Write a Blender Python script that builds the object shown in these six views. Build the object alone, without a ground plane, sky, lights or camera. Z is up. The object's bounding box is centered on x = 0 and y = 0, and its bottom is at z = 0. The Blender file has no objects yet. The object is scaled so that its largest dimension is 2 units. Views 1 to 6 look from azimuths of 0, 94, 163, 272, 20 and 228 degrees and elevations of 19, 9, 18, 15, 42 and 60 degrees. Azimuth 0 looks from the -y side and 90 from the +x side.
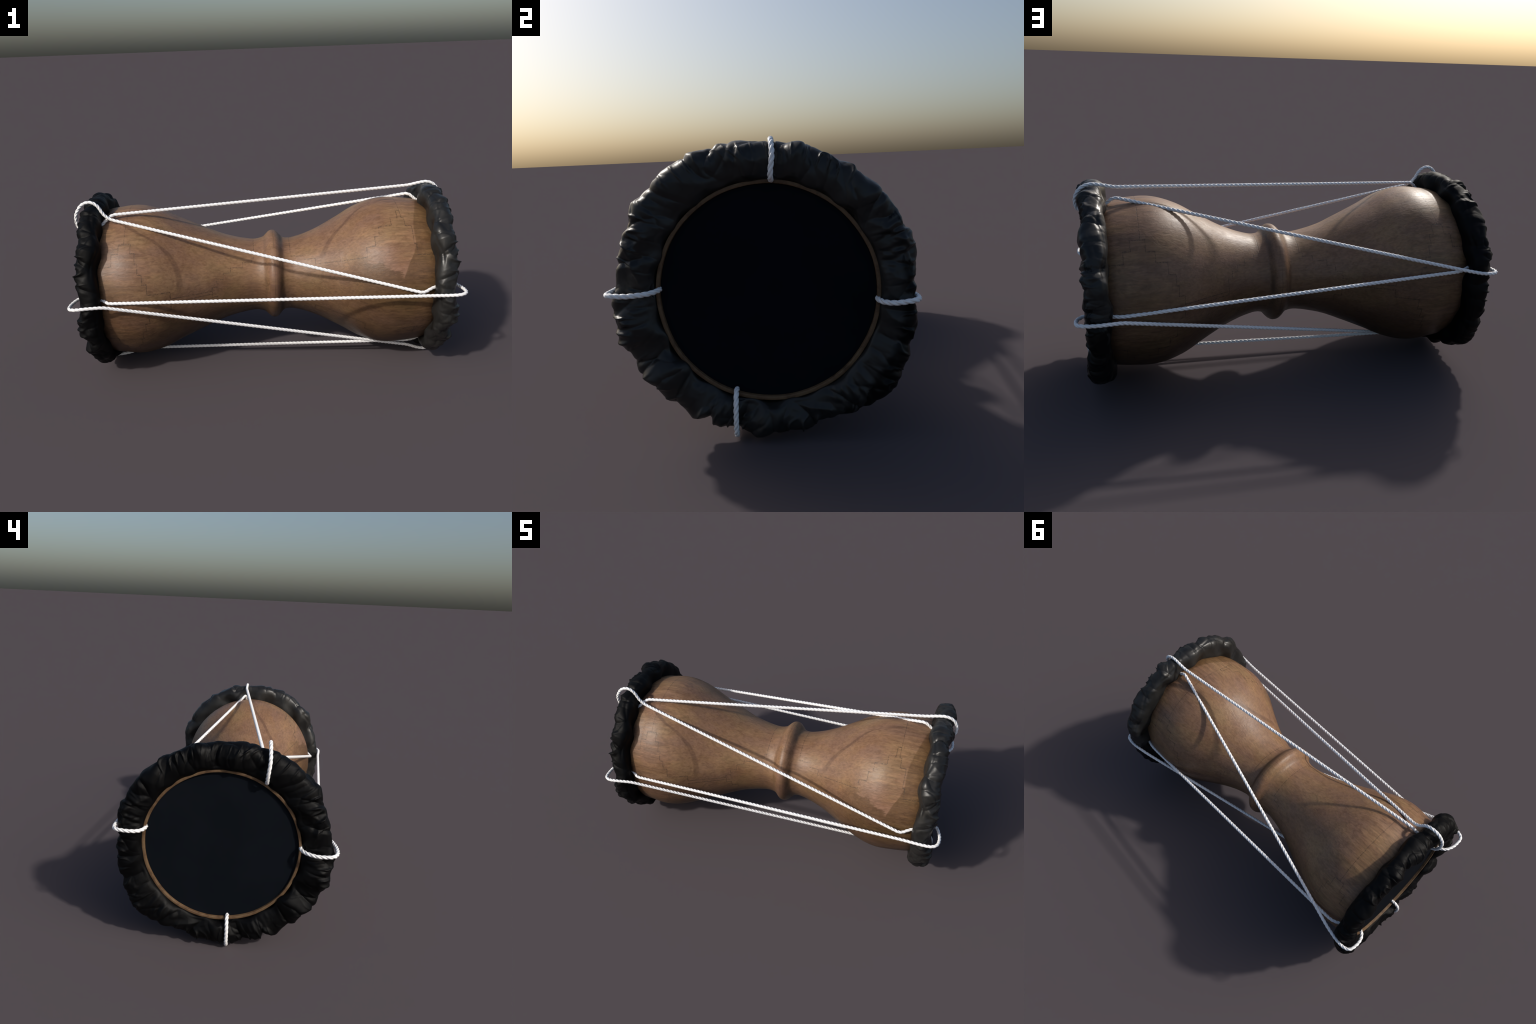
# An hourglass hand drum lying on its side: a turned wooden body, a gathered black
# leather collar and black drumhead at each end, and one white rope laced between them.
import bpy, math, random
import numpy as np

random.seed(7)
TAU = 2 * math.pi
AXIS = (0.0044, 0.4733)          # y, z of the turning axis of the wooden body (runs along x)
COLLAR = (0.004, 0.4845)         # y, z centre of the collars' outer edge
HEAD = (0.0203, 0.4873)           # y, z centre of the drumheads, slightly off the body's axis
HEAD_R = 0.353                   # outer radius of the wooden rim
HEAD_X = 0.925                   # the heads sit inside the collars at this distance from the middle

# ------------------------------------------------------------------ helpers
def smooth_curve(knots, values, n):
    """Cubic Hermite curve through (knots, values) sampled at n points."""
    k, v = np.array(knots, float), np.array(values, float)
    x = np.linspace(k[0], k[-1], n)
    m = np.gradient(v, k)
    i = np.clip(np.searchsorted(k, x) - 1, 0, len(k) - 2)
    h = k[i + 1] - k[i]
    t = (x - k[i]) / h
    y = (2*t**3 - 3*t*t + 1)*v[i] + (t**3 - 2*t*t + t)*h*m[i] + (3*t*t - 2*t**3)*v[i+1] + (t**3 - t*t)*h*m[i+1]
    return x, y

def closed_curve(points, n):
    """Closed Catmull-Rom curve through 2-D points."""
    p = np.array(points, float)
    m = len(p)
    s = np.linspace(0, m, n, endpoint=False)
    i = s.astype(int)
    t = (s - i)[:, None]
    a, b, c, d = p[(i-1) % m], p[i % m], p[(i+1) % m], p[(i+2) % m]
    return 0.5*((2*b) + (c-a)*t + (2*a-5*b+4*c-d)*t**2 + (3*b-3*c+d-a)*t**3)

def grid_mesh(name, P, closed_u, closed_v, flip=False, cap=False):
    """Mesh from a grid of points P[u, v, 3]."""
    nu, nv = P.shape[:2]
    idx = np.arange(nu * nv).reshape(nu, nv)
    iu = np.arange(nu if closed_u else nu - 1)
    iv = np.arange(nv if closed_v else nv - 1)
    U, V = np.meshgrid(iu, iv, indexing="ij")
    U2, V2 = (U + 1) % nu, (V + 1) % nv
    q = np.stack([idx[U, V], idx[U2, V], idx[U2, V2], idx[U, V2]], -1).reshape(-1, 4)
    if flip:
        q = q[:, ::-1]
    faces = q.tolist()
    if cap:
        a, b = idx[0].tolist(), idx[-1].tolist()
        faces += [a[::-1] if not flip else a, b if not flip else b[::-1]]
    me = bpy.data.meshes.new(name)
    me.from_pydata(P.reshape(-1, 3).tolist(), [], faces)
    me.polygons.foreach_set("use_smooth", [True] * len(me.polygons))
    me.update()
    return me

def add(name, mesh, material, parent):
    ob = bpy.data.objects.new(name, mesh)
    bpy.context.scene.collection.objects.link(ob)
    ob.parent = parent
    if material:
        mesh.materials.append(material)
    return ob

def interp_angle(deg, table):
    a = np.array([t[0] for t in table], float)
    v = np.array([t[1] for t in table], float)
    a = np.concatenate([a - 360, a, a + 360]); v = np.tile(v, 3)
    # smooth (cubic) periodic interpolation
    m = np.gradient(v, a)
    x = np.mod(deg, 360)
    i = np.clip(np.searchsorted(a, x) - 1, 0, len(a) - 2)
    h = a[i+1] - a[i]; t = (x - a[i]) / h
    return (2*t**3-3*t*t+1)*v[i] + (t**3-2*t*t+t)*h*m[i] + (3*t*t-2*t**3)*v[i+1] + (t**3-t*t)*h*m[i+1]

# ------------------------------------------------------------------ node helper
class Nodes:
    def __init__(self, name):
        self.mat = bpy.data.materials.new(name)
        self.mat.use_nodes = True
        self.t = self.mat.node_tree
        self.t.nodes.clear()
    def new(self, kind, **kw):
        n = self.t.nodes.new(kind)
        for k, v in kw.items():
            setattr(n, k, v)
        return n
    def put(self, sock, v):
        if isinstance(v, bpy.types.NodeSocket):
            self.t.links.new(v, sock)
        elif isinstance(v, (tuple, list)) and sock.type == "RGBA" and len(v) == 3:
            sock.default_value = (*v, 1)
        else:
            sock.default_value = v
    def math(self, op, a, b=0.0, c=0.0, clamp=False):
        n = self.new("ShaderNodeMath", operation=op, use_clamp=clamp)
        for s, v in zip(n.inputs, (a, b, c)):
            self.put(s, v)
        return n.outputs[0]
    def coords(self, scale=(1, 1, 1), vec=None):
        if vec is None:
            vec = self.new("ShaderNodeTexCoord").outputs["Object"]
        m = self.new("ShaderNodeMapping")
        self.put(m.inputs["Vector"], vec)
        m.inputs["Scale"].default_value = scale
        return m.outputs[0]
    def noise(self, vec, scale, detail=4, rough=0.55, dist=0.0):
        n = self.new("ShaderNodeTexNoise")
        self.put(n.inputs["Vector"], vec)
        n.inputs["Scale"].default_value = scale
        n.inputs["Detail"].default_value = detail
        n.inputs["Roughness"].default_value = rough
        n.inputs["Distortion"].default_value = dist
        return n.outputs[0]
    def ramp(self, fac, stops, mode="LINEAR"):
        n = self.new("ShaderNodeValToRGB")
        n.color_ramp.interpolation = mode
        e = n.color_ramp.elements
        while len(e) < len(stops):
            e.new(0.5)
        for el, (p, c) in zip(e, stops):
            el.position = p
        for el, (p, c) in zip(e, stops):
            el.color = (*c, 1) if isinstance(c, (tuple, list)) else (c, c, c, 1)
        self.put(n.inputs[0], fac)
        return n.outputs[0]
    def map(self, v, a, b, c=0.0, d=1.0, smooth=True):
        n = self.new("ShaderNodeMapRange")
        n.interpolation_type = "SMOOTHSTEP" if smooth else "LINEAR"
        for s, x in zip(n.inputs, (v, a, b, c, d)):
            self.put(s, x)
        return n.outputs[0]
    def mix(self, fac, a, b, mode="MIX"):
        n = self.new("ShaderNodeMix", data_type="RGBA", blend_type=mode)
        self.put(n.inputs[0], fac); self.put(n.inputs[6], a); self.put(n.inputs[7], b)
        return n.outputs[2]
    def bump(self, height, strength, dist):
        n = self.new("ShaderNodeBump")
        n.inputs["Strength"].default_value = strength
        n.inputs["Distance"].default_value = dist
        self.put(n.inputs["Height"], height)
        return n.outputs[0]
    def finish(self, **kw):
        b = self.new("ShaderNodeBsdfPrincipled")
        for k, v in kw.items():
            self.put(b.inputs[k.replace("_", " ")], v)
        o = self.new("ShaderNodeOutputMaterial")
        self.t.links.new(b.outputs[0], o.inputs[0])
        return self.mat

# ------------------------------------------------------------------ materials
def wood_material():
    N = Nodes("turned_wood")
    obj = N.new("ShaderNodeTexCoord").outputs["Object"]
    sep = N.new("ShaderNodeSeparateXYZ"); N.put(sep.inputs[0], obj)
    X, Y, Z = sep.outputs
    front = N.math("SUBTRACT", AXIS[0], Y)                     # + on the -y side
    up = N.math("SUBTRACT", Z, AXIS[1])
    ang = N.math("MULTIPLY", N.math("ARCTAN2", front, up), 180 / math.pi)
    aabs = N.math("ABSOLUTE", ang)
    fold = N.math("SUBTRACT", 90, N.math("ABSOLUTE", N.math("SUBTRACT", 90, aabs)))   # 0 top/bottom .. 90 sides
    right = N.math("GREATER_THAN", X, 0.035)
    isfront = N.math("GREATER_THAN", front, 0.0)
    # grain coordinates: along the axis, around the axis (unrolled), streaks run along x
    unroll = N.new("ShaderNodeCombineXYZ")
    rad = N.math("SQRT", N.math("ADD", N.math("MULTIPLY", front, front), N.math("MULTIPLY", up, up)))
    N.put(unroll.inputs[0], X); N.put(unroll.inputs[1], Y); N.put(unroll.inputs[2], Z)
    fibre = N.noise(N.coords((0.10, 1, 1), obj), 130, 5, 0.62)
    streak = N.noise(N.coords((0.09, 1, 1), obj), 58, 4, 0.6, 0.3)
    blotch = N.noise(N.coords((0.65, 1, 1), obj), 6.5, 4, 0.6, 0.6)
    mottle = N.noise(N.coords((0.5, 1, 1), obj), 40, 5, 0.62, 1.8)
    tint = N.noise(N.coords((0.5, 1, 1), obj), 7.5, 4, 0.55)
    base = N.ramp(blotch, [(0.30, (0.205, 0.109, 0.056)), (0.48, (0.244, 0.137, 0.070)), (0.68, (0.286, 0.168, 0.087))])
    base = N.mix(N.map(tint, 0.43, 0.65, 0, 0.55), base, (0.198, 0.110, 0.076))       # rosy areas
    base = N.mix(N.map(tint, 0.48, 0.32, 0, 0.30), base, (0.215, 0.146, 0.062))       # olive areas
    speck = N.noise(N.coords((0.42, 1, 1), obj), 17, 5, 0.62, 1.0)
    base = N.mix(N.map(mottle, 0.44, 0.64, 0, 0.58), base, N.mix(1.0, base, (0.70, 0.64, 0.58), "MULTIPLY"))
    base = N.mix(N.map(speck, 0.48, 0.68, 0, 0.34), base, N.mix(1.0, base, (0.72, 0.68, 0.64), "MULTIPLY"))
    base = N.mix(N.map(speck, 0.46, 0.28, 0, 0.55), base, N.mix(1.0, base, (1.25, 1.20, 1.12), "MULTIPLY"))
    # the rims of both lobes show long straight streaks, the middle is more mottled
    outer = N.map(N.math("ABSOLUTE", N.math("SUBTRACT", X, 0.01)), 0.48, 0.70)
    stre = N.map(streak, 0.36, 0.64, 0.84, 1.13)
    grain = N.math("MULTIPLY", N.math("ADD", N.math("MULTIPLY", outer, N.math("SUBTRACT", stre, 1.0)), 1.0),
                   N.map(fibre, 0.3, 0.7, 0.87, 1.14))
    comb = N.new("ShaderNodeCombineColor")
    for s in comb.inputs[:3]:
        N.put(s, grain)
    base = N.mix(1.0, base, comb.outputs[0], "MULTIPLY")

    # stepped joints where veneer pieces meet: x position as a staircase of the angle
    wob = N.noise(obj, 60, 2)
    wx = N.math("ADD", X, N.math("MULTIPLY", N.math("SUBTRACT", wob, 0.5), 0.007))
    def stairs(f, steps):
        return N.math("SUBTRACT", N.math("MULTIPLY", N.ramp(f, [(a / 90, (x + 1) / 2) for a, x in steps], "CONSTANT"), 2), 1)
    fa = N.math("DIVIDE", N.math("SUBTRACT", fold, 0.45), 90)
    fb = N.math("DIVIDE", N.math("ADD", fold, 0.45), 90)
    def joint(steps, w=0.0010):
        a, b = stairs(fa, steps), stairs(fb, steps)
        lo = N.math("SUBTRACT", N.math("MINIMUM", a, b), w)
        hi = N.math("ADD", N.math("MAXIMUM", a, b), w)
        return N.math("MULTIPLY", N.map(wx, N.math("SUBTRACT", lo, 0.0016), lo), N.map(wx, N.math("ADD", hi, 0.0016), hi))
    left = [joint([(0, -.722), (45, -.750), (52, -.785), (61, -.86)]),
            joint([(0, -.722), (45, -.689), (52, -.667), (59.6, -.654), (67.2, -.633), (74.5, -.611), (82, -.50), (88, -.29)]),
            joint([(0, -.064), (45, -.078), (52, -.125), (60, -.19), (67, -.23), (75, -.263), (84, -.29)])]
    rfront = [joint([(0, .710), (21, .690), (29, .652), (36.5, .585), (44, .560), (52, .516), (60, .32)]),
              joint([(0, .710), (29.5, .722), (37, .754), (52, .766), (60, .86)]),
              joint([(0, .135), (43, .157), (45, .206), (52, .262), (60, .32)])]
    rback = [joint([(0, .710), (45, .689), (53, .650), (60, .598), (67.8, .566), (75, .556), (82, .530), (88, .31)]),
             joint([(0, .710), (45, .753), (52, .784), (60, .86)]),
             joint([(0, .137), (41, .145), (46, .17), (52, .22), (60, .26), (67, .29), (75, .31)])]
    def most(l):
        r = l[0]
        for q in l[1:]:
            r = N.math("MAXIMUM", r, q)
        return r
    lines = N.math("MAXIMUM", most(left), N.math("ADD", N.math("MULTIPLY", N.math("MULTIPLY", isfront, N.map(fold, 62, 60)), most(rfront)),
                   N.math("MULTIPLY", N.math("SUBTRACT", 1, isfront), most(rback))))
    broken = N.map(N.noise(obj, 130, 2), 0.36, 0.58, 0.15, 1.0)
    linemask = N.math("MULTIPLY", lines, broken)
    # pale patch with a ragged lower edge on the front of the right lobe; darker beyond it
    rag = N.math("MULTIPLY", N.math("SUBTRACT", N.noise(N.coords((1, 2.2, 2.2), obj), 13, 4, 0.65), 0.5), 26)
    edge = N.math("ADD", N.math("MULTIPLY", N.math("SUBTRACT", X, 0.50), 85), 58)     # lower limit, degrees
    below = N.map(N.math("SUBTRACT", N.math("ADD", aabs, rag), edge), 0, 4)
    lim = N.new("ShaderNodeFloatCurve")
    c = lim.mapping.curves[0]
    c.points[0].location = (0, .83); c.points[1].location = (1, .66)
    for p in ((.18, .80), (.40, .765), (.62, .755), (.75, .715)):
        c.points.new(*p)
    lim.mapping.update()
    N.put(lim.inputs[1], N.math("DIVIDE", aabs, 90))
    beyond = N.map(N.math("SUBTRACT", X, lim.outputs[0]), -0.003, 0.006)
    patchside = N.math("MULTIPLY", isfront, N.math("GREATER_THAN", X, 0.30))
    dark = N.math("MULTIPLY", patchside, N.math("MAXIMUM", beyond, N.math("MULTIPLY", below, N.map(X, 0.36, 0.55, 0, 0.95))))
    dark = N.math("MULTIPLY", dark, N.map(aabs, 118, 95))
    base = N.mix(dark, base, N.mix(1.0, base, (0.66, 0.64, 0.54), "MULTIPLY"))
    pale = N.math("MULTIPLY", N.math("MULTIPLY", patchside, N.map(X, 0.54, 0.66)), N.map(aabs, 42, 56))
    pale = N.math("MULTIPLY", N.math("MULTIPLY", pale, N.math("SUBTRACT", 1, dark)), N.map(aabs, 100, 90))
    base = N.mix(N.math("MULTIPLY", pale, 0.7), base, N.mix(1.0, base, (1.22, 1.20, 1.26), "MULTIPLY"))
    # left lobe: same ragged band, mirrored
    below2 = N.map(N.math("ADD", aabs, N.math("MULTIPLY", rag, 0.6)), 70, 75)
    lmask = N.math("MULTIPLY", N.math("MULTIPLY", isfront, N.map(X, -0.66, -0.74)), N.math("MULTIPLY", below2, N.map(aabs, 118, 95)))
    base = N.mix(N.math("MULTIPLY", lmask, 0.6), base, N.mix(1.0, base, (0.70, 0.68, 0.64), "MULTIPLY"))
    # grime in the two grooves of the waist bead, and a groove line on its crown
    waist = N.map(N.math("ABSOLUTE", N.math("SUBTRACT", X, 0.045)), 0.045, 0.02)
    base = N.mix(N.math("MULTIPLY", waist, N.math("MULTIPLY", N.map(up, 0.16, 0.05), N.math("MULTIPLY", isfront, N.map(tint, 0.35, 0.6, 0.15, 0.75)))), base, (0.205, 0.108, 0.078))
    xb = N.math("ADD", X, N.math("MULTIPLY", N.math("SUBTRACT", N.noise(obj, 30, 3), 0.5), 0.012))
    g1 = N.map(N.math("ABSOLUTE", N.math("SUBTRACT", xb, -0.002)), 0.014, 0.0)
    g2 = N.map(N.math("ABSOLUTE", N.math("SUBTRACT", xb, 0.084)), 0.020, 0.0)
    g3 = N.map(N.math("ABSOLUTE", N.math("SUBTRACT", xb, 0.046)), 0.0045, 0.0)
    darkening = N.math("MULTIPLY", N.math("MAXIMUM", N.math("MAXIMUM", N.math("MULTIPLY", g1, 0.45), g2), N.math("MULTIPLY", g3, 0.7)),
                   N.map(N.noise(N.coords((3, 1, 1), obj), 9, 3), 0.3, 0.62, 0.15, 0.85))
    base = N.mix(N.math("MULTIPLY", darkening, 0.75), base, (0.045, 0.028, 0.018))
    base = N.mix(N.math("MULTIPLY", linemask, 0.60), base, (0.035, 0.022, 0.014))
    # two curved rope shadows painted into the wood, front of the lobes
    def painted_shadow(knots, width, a0, a1):
        c = N.new("ShaderNodeFloatCurve")
        cv = c.mapping.curves[0]
        cv.points[0].location = knots[0]; cv.points[1].location = knots[-1]
        for p in knots[1:-1]:
            cv.points.new(*p)
        c.mapping.update()
        N.put(c.inputs[1], N.math("DIVIDE", aabs, 90))
        off = N.math("ABSOLUTE", N.math("SUBTRACT", N.math("ABSOLUTE", X), c.outputs[0]))
        m = N.map(off, width, width * .35)
        return N.math("MULTIPLY", N.math("MULTIPLY", m, isfront), N.map(aabs, a1 + 8, a1 - 6))
    st_r = painted_shadow([(0, .71), (.02, .66), (.05, .56), (.08, .505), (.19, .433), (.33, .36), (.48, .317), (.57, .302), (1, .29)], .020, 0, 52)
    st_l = painted_shadow([(0, .84), (.25, .76), (.37, .68), (.47, .565), (.55, .512), (.64, .478), (.75, .457), (1, .462)], .022, 0, 84)
    st = N.math("ADD", N.math("MULTIPLY", st_r, right), N.math("MULTIPLY", st_l, N.math("SUBTRACT", 1, right)))
    base = N.mix(N.math("MULTIPLY", st, 0.60), base, N.mix(1.0, base, (0.50, 0.46, 0.46), "MULTIPLY"))
    # ambient shade baked into the wood colour: underside and next to the collars
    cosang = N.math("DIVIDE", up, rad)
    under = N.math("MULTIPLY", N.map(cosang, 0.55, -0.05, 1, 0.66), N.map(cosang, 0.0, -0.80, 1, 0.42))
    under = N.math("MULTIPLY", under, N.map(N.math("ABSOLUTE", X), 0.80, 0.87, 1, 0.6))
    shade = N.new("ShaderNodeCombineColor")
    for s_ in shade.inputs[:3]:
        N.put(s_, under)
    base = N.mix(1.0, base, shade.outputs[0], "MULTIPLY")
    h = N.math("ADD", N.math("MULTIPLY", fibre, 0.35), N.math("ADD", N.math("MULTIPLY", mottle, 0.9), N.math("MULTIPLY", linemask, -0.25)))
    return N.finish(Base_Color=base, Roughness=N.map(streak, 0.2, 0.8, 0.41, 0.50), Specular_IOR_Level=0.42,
                    Normal=N.bump(h, 0.28, 0.0040))

def rim_material():
    N = Nodes("rim_wood")
    obj = N.new("ShaderNodeTexCoord").outputs["Object"]
    n = N.noise(obj, 34, 4, 0.6)
    col = N.ramp(n, [(0.3, (0.062, 0.035, 0.018)), (0.5, (0.125, 0.073, 0.038)), (0.7, (0.150, 0.098, 0.052))])
    return N.finish(Base_Color=col, Roughness=0.6, Specular_IOR_Level=0.3, Normal=N.bump(n, 0.3, 0.003))

def leather_material(name, base, spec, rough, painted_dark=0.0):
    N = Nodes(name)
    obj = N.new("ShaderNodeTexCoord").outputs["Object"]
    soft = N.noise(obj, 14, 3)
    fine = N.noise(obj, 260, 3)
    col = N.mix(N.map(soft, 0.35, 0.65), tuple(0.75 * b for b in base), tuple(1.25 * b for b in base))
    h = N.math("ADD", N.math("MULTIPLY", fine, 0.12), N.math("MULTIPLY", N.noise(obj, 26, 3, 0.5, 0.8), 0.8))
    # unlit shading patches coloured black on the outer band and back side
    sep = N.new("ShaderNodeSeparateXYZ"); N.put(sep.inputs[0], obj)
    dy = N.math("SUBTRACT", sep.outputs[1], COLLAR[0]); dz = N.math("SUBTRACT", sep.outputs[2], COLLAR[1])
    r = N.math("SQRT", N.math("ADD", N.math("MULTIPLY", dy, dy), N.math("MULTIPLY", dz, dz)))
    patch = N.noise(obj, 8, 4, 0.6, 0.8)
    lim = N.math("ADD", N.map(sep.outputs[1], 0.10, 0.35, 0.75, 0.44), N.map(sep.outputs[2], 0.40, 0.66, 0.0, 0.22))
    black = N.math("MULTIPLY", N.map(N.math("SUBTRACT", patch, lim), -0.03, 0.03), N.map(r, 0.425, 0.455))
    black = N.math("MULTIPLY", black, painted_dark)
    col = N.mix(black, col, (0.0004, 0.0004, 0.0005))
    spec = N.math("MULTIPLY", N.math("SUBTRACT", 1, N.math("MULTIPLY", black, 0.93)), spec)
    return N.finish(Base_Color=col, Roughness=N.map(soft, 0.3, 0.7, rough - 0.05, rough + 0.08),
                    Specular_IOR_Level=spec, Normal=N.bump(h, 0.22, 0.005))

def skin_material():
    N = Nodes("black_drumhead_skin")
    obj = N.new("ShaderNodeTexCoord").outputs["Object"]
    n = N.noise(obj, 5, 4)
    col = N.mix(N.map(n, 0.35, 0.65), (0.0045, 0.0062, 0.0092), (0.0057, 0.0075, 0.0110))
    return N.finish(Base_Color=col, Roughness=0.75, Specular_IOR_Level=0.04, Normal=N.bump(N.noise(obj, 120, 3), 0.05, 0.002))

def rope_material():
    N = Nodes("white_rope_fibre")
    obj = N.new("ShaderNodeTexCoord").outputs["Object"]
    n = N.noise(obj, 60, 3)
    col = N.mix(N.map(n, 0.35, 0.7), (0.90, 0.90, 0.90), (0.95, 0.95, 0.95))
    return N.finish(Base_Color=col, Roughness=0.42, Specular_IOR_Level=0.5, Normal=N.bump(N.noise(obj, 500, 2), 0.1, 0.001))

WOOD, RIM, SKIN, ROPE = wood_material(), rim_material(), skin_material(), rope_material()
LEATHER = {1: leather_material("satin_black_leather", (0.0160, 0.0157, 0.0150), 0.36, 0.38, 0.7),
           -1: leather_material("sunless_darkened_leather", (0.0009, 0.0010, 0.0013), 0.15, 0.55)}  # same leather, base and gloss lowered because this collar shows no sunlight

# ------------------------------------------------------------------ the drum
drum = bpy.data.objects.new("hand_drum", None)
bpy.context.scene.collection.objects.link(drum)
drum["label"] = "hourglass wooden hand drum laced with white rope, black leather collars"
drum["category"] = "drum"

# --- wooden body: a turned profile (x along the axis, radius)
PROFILE = [(-.906, .352), (-.900, .362), (-.88, .382), (-.78, .4106), (-.68, .4158), (-.58, .3912), (-.46, .3357),
           (-.34, .2828), (-.22, .2341), (-.15, .2155), (-.10, .2055), (-.07, .2016), (-.045, .2020), (-.025, .2058),
           (-.008, .2120), (.005, .2228), (.018, .2361), (.030, .2446), (.042, .2472), (.054, .2462), (.067, .2382),
           (.080, .2247), (.095, .2085), (.115, .2015), (.140, .2005), (.18, .2086), (.28, .2436), (.40, .3054),
           (.52, .3722), (.64, .4071), (.74, .4055), (.86, .3869), (.88, .380), (.900, .362), (.906, .352)]
px, pr = smooth_curve([p[0] for p in PROFILE], [p[1] for p in PROFILE], 620)
th = np.linspace(0, TAU, 288, endpoint=False)
shift = np.clip((np.abs(px) - .85) / .065, 0, 1) ** 1.4
cy = AXIS[0] + (HEAD[0] - AXIS[0]) * shift
cz = AXIS[1] + (HEAD[1] - AXIS[1]) * shift
P = np.stack([np.broadcast_to(px[:, None], (620, 288)),
              cy[:, None] + pr[:, None] * np.sin(th), cz[:, None] + pr[:, None] * np.cos(th)], -1)
add("wooden_body", grid_mesh("wooden_body", P, False, True, flip=True, cap=True), WOOD, drum)

# ------------------------------------------------------------------ the way of the rope
# Eight lacing points.  Each has the way over the collar (from the span, across the collar's outside
# and face, to the hole at the rim) and the way behind it (from the hole, under the collar, back out to a span).
OVER = {
    "L_top":   [(-.802, -.177, .872), (-.835, -.176, .898), (-.862, -.174, .950), (-.900, -.174, .971), (-.945, -.177, .958), (-.979, -.180, .905), (-.980, -.173, .850), (-.962, -.168, .812), (-.938, -.167, .794)],
    "L_front": [(-.820, -.472, .503), (-.905, -.488, .506), (-.960, -.489, .502), (-.991, -.468, .500), (-.991, -.400, .498), (-.972, -.350, .503), (-.938, -.327, .506)],
    "L_low":   [(-.800, -.027, .026), (-.870, -.020, .0112), (-.925, -.015, .0082), (-.958, -.016, .035), (-.966, -.018, .090), (-.962, -.018, .130), (-.938, -.016, .157)],
    "L_back":  [(-.809, .476, .581), (-.890, .490, .566), (-.945, .491, .562), (-.978, .475, .563), (-.984, .415, .560), (-.970, .372, .558), (-.938, .354, .560)],
    "R_top":   [(.802, .046, .945), (.865, .047, .958), (.905, .048, .963), (.946, .052, .948), (.971, .055, .912), (.974, .048, .870), (.965, .046, .848), (.938, .046, .838)],
    "R_front": [(.800, -.474, .499), (.900, -.483, .500), (.955, -.485, .502), (.987, -.468, .506), (.992, -.410, .503), (.972, -.345, .505), (.938, -.320, .508)],
    "R_low":   [(.800, -.113, .048), (.865, -.104, .020), (.920, -.098, .0130), (.952, -.096, .037), (.964, -.094, .090), (.962, -.092, .140), (.938, -.092, .172)],
    "R_back":  [(.800, .468, .458), (.900, .485, .462), (.950, .485, .464), (.984, .474, .466), (.988, .410, .459), (.970, .376, .459), (.938, .362, .460)],
}
BEHIND = {
    "L_top":   [(-.905, -.165, .795), (-.880, -.164, .812), (-.862, -.164, .832), (-.802, -.145, .888)],
    "L_front": [(-.905, -.330, .508), (-.870, -.375, .515), (-.825, -.400, .507), (-.806, -.417, .500)],
    "L_low":   [(-.905, -.016, .157), (-.870, -.016, .080), (-.840, -.012, .060), (-.800, -.010, .044)],
    "L_back":  [(-.905, .354, .562), (-.870, .395, .569), (-.835, .417, .566), (-.796, .431, .562)],
    "R_top":   [(.905, .046, .838), (.880, .049, .845), (.853, .051, .857), (.806, .052, .899)],
    "R_front": [(.905, -.322, .508), (.870, -.380, .512), (.827, -.401, .508), (.785, -.424, .494)],
    "R_low":   [(.905, -.092, .172), (.870, -.090, .090), (.840, -.091, .076), (.800, -.094, .068)],
    "R_back":  [(.905, .362, .460), (.870, .395, .466), (.834, .407, .463), (.796, .411, .461)],
}
# order in which the one closed rope visits the lacing points (out over = True)
ROUTE = [("L_top", False), ("R_top", True), ("R_top", False), ("L_back", True), ("L_back", False), ("R_back", False),
         ("R_back", True), ("L_low", True), ("L_low", False), ("R_low", False), ("R_low", True), ("L_front", True),
         ("L_front", False), ("R_front", True), ("R_front", False), ("L_top", True)]
way = []
for i, (name, over) in enumerate(ROUTE):
    pts = OVER[name] if over else BEHIND[name]
    same_before = ROUTE[i - 1][0] == name
    # OVER lists run span -> hole, BEHIND lists run hole -> span
    way += (pts[::-1] if same_before else pts) if over else (pts if same_before else pts[::-1])
way = np.array(way)

def rounded_path(w, r, step):
    """Closed polyline with rounded corners, resampled at equal steps."""
    n = len(w); out = []
    for i in range(n):
        p, a, b = w[i], w[i - 1] - w[i], w[(i + 1) % n] - w[i]
        la, lb = np.linalg.norm(a), np.linalg.norm(b)
        q0 = p + a / la * min(r, la * .5); q1 = p + b / lb * min(r, lb * .5)
        for t in np.linspace(0, 1, 14):
            out.append((1-t)**2 * q0 + 2*t*(1-t) * p + t*t * q1)
    out = np.array(out + [out[0]])
    d = np.linalg.norm(np.diff(out, axis=0), axis=1)
    keep = np.concatenate([[True], d > 1e-7]); out = out[keep]
    s = np.concatenate([[0], np.cumsum(np.linalg.norm(np.diff(out, axis=0), axis=1))])
    m = int(round(s[-1] / step))
    q = np.linspace(0, s[-1], m, endpoint=False)
    return np.stack([np.interp(q, s, out[:, c]) for c in range(3)], -1), s[-1]

path, length = rounded_path(way, .024, .0036)
m = len(path)

# --- leather collars: a gathered tube around each rim
SECTION = [(.898, .480), (.926, .474), (.943, .455), (.949, .424), (.946, .390), (.936, .3635), (.923, .3545),
           (.900, .351), (.868, .358), (.851, .380), (.847, .418), (.851, .450), (.869, .473)]
OUTER = [(0, .476), (22, .480), (45, .487), (66, .496), (88, .486), (110, .496), (128, .514), (142, .492), (156, .466),
         (180, .470), (204, .465), (225, .470), (250, .485), (268, .482), (288, .471), (308, .492), (335, .487)]
CREASES = [11, 20.5, 40, 64.5, 88, 119, 128.5, 155, 171, 192, 208, 230, 243, 272, 301, 311, 341]
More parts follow.
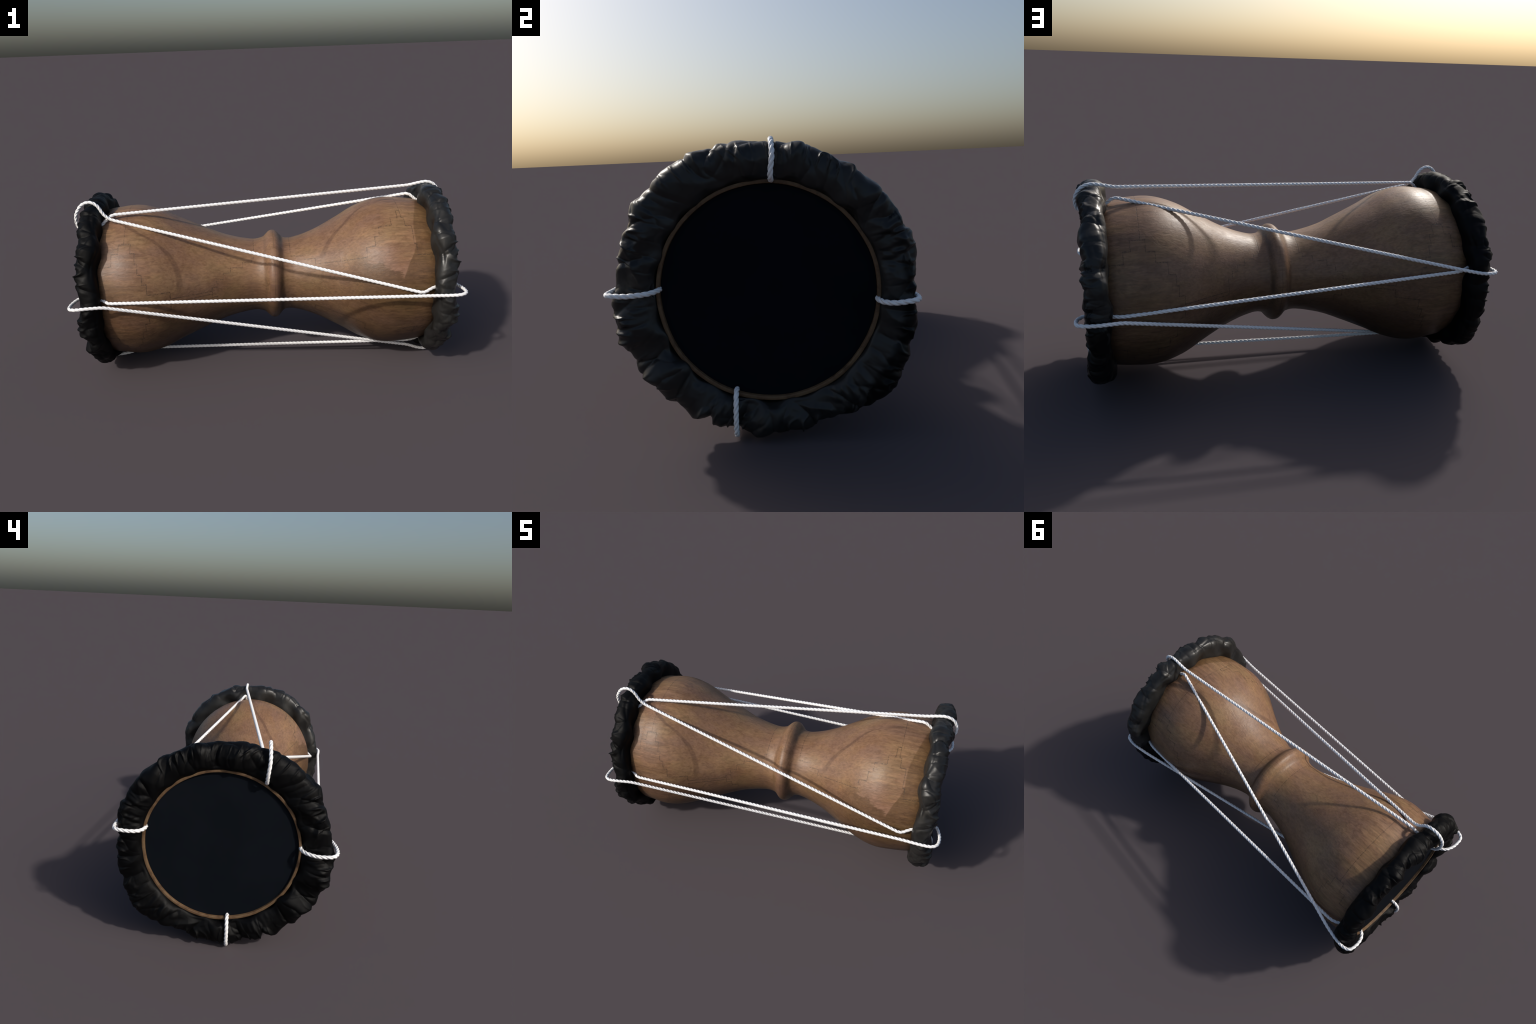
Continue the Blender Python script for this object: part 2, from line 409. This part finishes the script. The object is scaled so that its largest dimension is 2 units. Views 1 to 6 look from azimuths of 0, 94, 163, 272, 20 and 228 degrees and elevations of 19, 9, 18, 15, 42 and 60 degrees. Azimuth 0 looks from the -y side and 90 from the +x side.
# sharp raised gathers: angle, height, half-width (degrees), slant across the tube, where they peak on the section
GATHERS = [(17, .010, 3.0, -5, 20), (36.6, .011, 3.0, 6, 10), (51, .006, 2.5, 8, 40), (67.5, .007, 3.5, -6, 0),
           (115, .006, 3.0, 4, 20), (128, .010, 6.0, -8, 0), (164, .013, 4.0, 5, 10), (184.5, .009, 3.0, -4, 0),
           (202, .006, 2.5, 6, 30), (212.3, .018, 2.6, -6, 15), (222, .008, 5.0, 5, 0), (238, .010, 3.5, -12, 0),
           (256, .009, 4.0, 9, 30), (266.5, .011, 3.5, -10, 10), (284, .007, 3.0, 14, 60), (308, .013, 4.0, 4, 0),
           (322, .006, 3.5, -8, 30), (334, .007, 3.0, 7, 20), (346, .006, 3.0, 5, 60), (75, .006, 3.0, -16, 60),
           (142, .006, 3.0, 18, 70), (297, .008, 2.5, -18, 55)]
NT, NP = 900, 120
sec = closed_curve(SECTION, NP)
deg = np.linspace(0, 360, NT, endpoint=False)
rng = np.random.default_rng(11)

def waves(T, F, n, kmin, kmax, mmax):
    """Sum of random waves, periodic around the ring (T) and around the tube (F)."""
    out = np.zeros_like(T)
    for _ in range(n):
        k, m = rng.integers(kmin, kmax), rng.integers(-mmax, mmax + 1)
        out += np.cos(k * T + m * F + rng.uniform(0, TAU)) / math.sqrt(n / 2)
    return out

T, S = np.meshgrid(np.radians(deg), np.arange(NP), indexing="ij")
a, rho = sec[S, 0], sec[S, 1]
phi = np.degrees(np.arctan2(a - .900, rho - .412))              # 0 outside, 90 front, -90 back
F = np.radians(phi)
D = np.broadcast_to(deg[:, None], T.shape)
frontness = np.clip((np.cos(F - math.radians(45)) + .55) / 1.4, 0, 1)       # strongest outside and in front
backness = np.clip(np.cos(F + math.radians(80)), 0, 1)
out_r = interp_angle(D, OUTER) - .005
rho2 = .351 + (rho - .351) * (out_r - .351) / (.480 - .351)
wander = 1.2 * waves(T, F, 7, 3, 11, 2)
# puffed pillows between creases; every crease has its own slant, wiggle and depth
cr = np.array(CREASES, float)
nc = len(cr)
slant = rng.uniform(-9, 9, nc); wig = rng.uniform(-3.0, 3.0, nc); wph = rng.uniform(0, TAU, nc)
depth = rng.uniform(.45, 1.35, nc); skew = rng.uniform(.62, 1.6, nc)
left_d, right_d = np.full(T.shape, 1e9), np.full(T.shape, 1e9)
left_i = np.zeros(T.shape, int)
pull = np.zeros_like(T)
for n in range(nc):
    pos = cr[n] + slant[n] * (phi - 20) / 90 + wig[n] * np.sin(2.3 * F + wph[n])
    d = np.mod(D + wander - pos, 360)
    closer = d < left_d
    left_d = np.where(closer, d, left_d); left_i = np.where(closer, n, left_i)
    right_d = np.minimum(right_d, 360 - d)
    dd = np.minimum(d, 360 - d)
    pull += -.0042 * depth[n] * np.exp(-(dd / 1.25) ** 1.3) * np.exp(-((phi - 30 - 25 * np.sin(wph[n])) / 70) ** 2)
w = left_d + right_d
u = (left_d / np.maximum(w, 1e-6)) ** skew[left_i]
pillow = (1 - np.abs(2*u - 1) ** 3.2) - .70
disp = pillow * .0050 * np.clip(w / 16, .25, 1.5) ** .6 * frontness * (.55 + .45 * depth[left_i]) + pull
amp_noise = .6 + .4 * waves(T, F, 5, 2, 9, 1)
for g, h, hw, sl, peak in GATHERS:
    d = np.mod(D - g - sl * (phi - 10) / 90 + .5 * wander + 180, 360) - 180
    env = np.exp(-((phi - peak) / 60) ** 2)
    disp += h * env * (np.exp(-(np.abs(d) / hw) ** 1.25) - .35 * np.exp(-((np.abs(d) - 2.4*hw) / hw) ** 2))
# broad soft cloth panels meeting in sharp creases that run at mixed angles
panel = waves(T, F, 14, 6, 17, 1)
panel2 = waves(T, F, 12, 12, 28, 2)
disp += .0095 * (np.minimum(np.abs(panel), .9) ** .6 - .50) * frontness
disp += .0050 * (np.minimum(np.abs(panel2), .8) ** .6 - .46) * frontness * np.clip(amp_noise, 0, 1.2)
mid = waves(T, F, 12, 9, 30, 3)
disp += .0012 * (1 - 1.6 * np.abs(mid)) * frontness              # crumpled facets
ridged = 1 - np.abs(waves(T, F, 10, 26, 70, 4))
disp += .0012 * (np.clip(ridged, -1, 1) - .3) * frontness * np.clip(amp_noise - .45, 0, 1)
pleat = np.clip((phi - 35) / 50, 0, 1) * np.clip((rho - .354) / .03, 0, 1)
disp += .0019 * waves(T, F, 14, 50, 110, 1) * pleat * np.clip(amp_noise - .55, 0, 1)   # fine pleats towards the rim
ruffle = waves(T, F, 14, 18, 44, 2)
disp += .0085 * np.clip(1 - 2.2 * np.abs(ruffle), -.1, 1) * np.exp(-((phi - 42) / 26) ** 2) * np.clip(.75 + .6 * waves(T, F * 0, 6, 3, 12, 0), 0, 1.4)   # ragged ruffle along the outer front edge
band = np.clip((phi + 72) / 38, 0, 1); band = band * band * (3 - 2 * band)     # the band facing the body stays smooth
disp *= np.where(rho > .36, .22 + .78 * band, 1)
disp += .0062 * waves(T, F, 9, 7, 22, 2) * backness              # broad soft folds at the back
seam = phi + 30 + 9 * waves(T, F * 0, 6, 3, 12, 0)
disp -= .0036 * np.exp(-(seam / 7) ** 2) * np.clip(.7 + .5 * waves(T, F * 0, 6, 4, 15, 0), 0, 1)   # edge of the folded-over band
lip = .0032 * waves(T, F * 0, 7, 8, 30, 0)                       # uneven inner edge over the rim
k = np.clip((.48 - rho) / (.48 - .353), 0, 1)
ccy = np.where(a > .9, COLLAR[0] + (HEAD[0] - COLLAR[0]) * k, COLLAR[0] + (AXIS[0] - COLLAR[0]) * k)
ccz = np.where(a > .9, COLLAR[1] + (HEAD[1] - COLLAR[1]) * k, COLLAR[1] + (AXIS[1] - COLLAR[1]) * k)
blend = np.clip((a - .86) / .07, 0, 1)
ccy = (COLLAR[0] + (AXIS[0] - COLLAR[0]) * k) * (1 - blend) + (COLLAR[0] + (HEAD[0] - COLLAR[0]) * k) * blend
ccz = (COLLAR[1] + (AXIS[1] - COLLAR[1]) * k) * (1 - blend) + (COLLAR[1] + (HEAD[1] - COLLAR[1]) * k) * blend
tang = np.gradient(np.concatenate([sec[-2:], sec, sec[:2]]), axis=0)[2:-2]
nrm = np.stack([-tang[:, 1], tang[:, 0]], -1)
nrm /= np.linalg.norm(nrm, axis=1)[:, None]
if (nrm[0] @ np.array([0, 1])) < 0:
    nrm = -nrm
hidden = np.clip((rho - .3525) / .02, 0, 1)
disp = disp * hidden
loose = waves(T, F * 0, 9, 6, 17, 0)                              # the roll bulges and pinches along its length
loose2 = waves(T, F * 0, 8, 9, 26, 0)
aa = a + nrm[S, 0] * disp + (.0050 * loose + .0035 * loose2) * np.clip((a - .875) / .06, 0, 1) * hidden - .003 * loose2 * np.clip((.87 - a) / .03, 0, 1) * hidden
rr = rho2 + nrm[S, 1] * disp + lip * np.clip(1 - np.abs(rho - .358) / .03, 0, 1) * (a > .905)
y = ccy + rr * np.sin(T)
z = ccz + rr * np.cos(T)
low = np.clip(.012 - z, 0, None)
z = z + low * .8                                                # flattened where it rests on the ground
# the rope presses into the cloth wherever it crosses it
tube_d = np.hypot(np.abs(path[:, 0]) - .900, np.hypot(path[:, 1] - COLLAR[0], path[:, 2] - COLLAR[1]) - .415)
pressing = path[(np.abs(path[:, 0]) > .82) & (tube_d > .044)]
def tube_coords(p):
    """Angle round the collar, angle round its tube, distance from the tube's core circle."""
    dy, dz = p[..., 1] - COLLAR[0], p[..., 2] - COLLAR[1]
    da, dr = np.abs(p[..., 0]) - .900, np.hypot(dy, dz) - .415
    return np.arctan2(dy, dz), np.arctan2(da, dr), np.hypot(da, dr)

for side in (1, -1):
    pts = np.stack([side * aa, y, z], -1)
    line = pressing[np.sign(pressing[:, 0]) == side]
    lt, lf, lr = tube_coords(line)
    vt, vf, vr = tube_coords(pts)
    limit = np.full(T.shape, 9.0)
    for n in range(len(line)):
        dt = np.abs(np.mod(vt[:, 0] - lt[n] + math.pi, TAU) - math.pi) * .45
        rows = np.where(dt < .05)[0]
        dt2 = (np.abs(np.mod(vt[rows] - lt[n] + math.pi, TAU) - math.pi) * .45)
        df = np.abs(np.mod(vf[rows] - lf[n] + math.pi, TAU) - math.pi) * .06
        d = np.hypot(dt2, df)
        limit[rows] = np.minimum(limit[rows], np.where(d < .045, lr[n] - .0105 + 9.0 * d * d + .10 * d, 9.0))
    f = np.where(rho > .358, np.minimum(1, limit / vr), 1)
    cyc = COLLAR[0] + .415 * np.sin(vt); czc = COLLAR[1] + .415 * np.cos(vt)
    core = np.stack([np.full(T.shape, side * .900), cyc, czc], -1)
    pts = core + (pts - core) * f[..., None]
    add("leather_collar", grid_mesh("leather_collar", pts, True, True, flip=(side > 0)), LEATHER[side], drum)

# --- drumheads: a thin wooden rim around a black skin
def lathe(name, prof, side, mat, cap=False):
    t = np.linspace(0, TAU, 256, endpoint=False)
    pr = np.array(prof, float)
    wav = 1 + .002 * np.sin(5*t + 1) + .0015 * np.sin(11*t)
    y = HEAD[0] + pr[:, 1:2] * np.sin(t) * wav
    z = HEAD[1] + pr[:, 1:2] * np.cos(t) * wav
    x = side * (pr[:, 0:1] + 0 * z)
    me = grid_mesh(name, np.stack([x, y, z], -1), False, True, flip=(side > 0), cap=False)
    return add(name, me, mat, drum)

for side in (1, -1):
    lathe("drumhead_rim", [(.895, .3535), (.9225, .3537), (.9245, .3530), (.9252, .3515), (.9252, .3425), (.9245, .3412),
                           (.9225, .3405), (.900, .3402)], side, RIM)
    r = np.concatenate([[.3408], np.linspace(.338, .0005, 24)])
    prof = [(.902, .3408)] + [(.9110 + .0015 * (1 - (q / .34) ** 2), q) for q in r]
    lathe("drumhead_skin", prof, side, SKIN)

# ------------------------------------------------------------------ rope strands
tan = np.roll(path, -1, 0) - np.roll(path, 1, 0)
tan /= np.linalg.norm(tan, axis=1)[:, None]
nor = np.zeros_like(path)
v = np.array([0, 0, 1.0])
for i in range(m):                                   # parallel-transported frame
    v = v - tan[i] * (v @ tan[i]); v /= np.linalg.norm(v); nor[i] = v
bin_ = np.cross(tan, nor)
PITCH, R_STRAND, R_LAY = .066, .0053, .0036
turns = round(length / PITCH)
twist = np.arange(m) / m * turns * TAU              # left-hand lay (frame is left-handed)
NS = 9
tube = np.linspace(0, TAU, NS, endpoint=False)
verts, faces = [], []
for sidx in range(3):
    ph = twist + sidx * TAU / 3
    dirn = nor * np.cos(ph)[:, None] + bin_ * np.sin(ph)[:, None]
    c = path + R_LAY * dirn
    side = np.cross(tan, dirn)
    ring = c[:, None] + R_STRAND * (np.cos(tube)[None, :, None] * dirn[:, None] + np.sin(tube)[None, :, None] * side[:, None])
    base = sidx * m * NS
    verts.append(ring.reshape(-1, 3))
    I, J = np.meshgrid(np.arange(m - 1), np.arange(NS), indexing="ij")
    J2 = (J + 1) % NS
    faces.append((base + np.stack([I*NS + J, I*NS + J2, (I+1)*NS + J2, (I+1)*NS + J], -1)).reshape(-1, 4))
me = bpy.data.meshes.new("rope")
V = np.concatenate(verts)
me.from_pydata(V.tolist(), [], np.concatenate(faces).tolist())
me.polygons.foreach_set("use_smooth", [True] * len(me.polygons))
me.update()
add("rope", me, ROPE, drum)
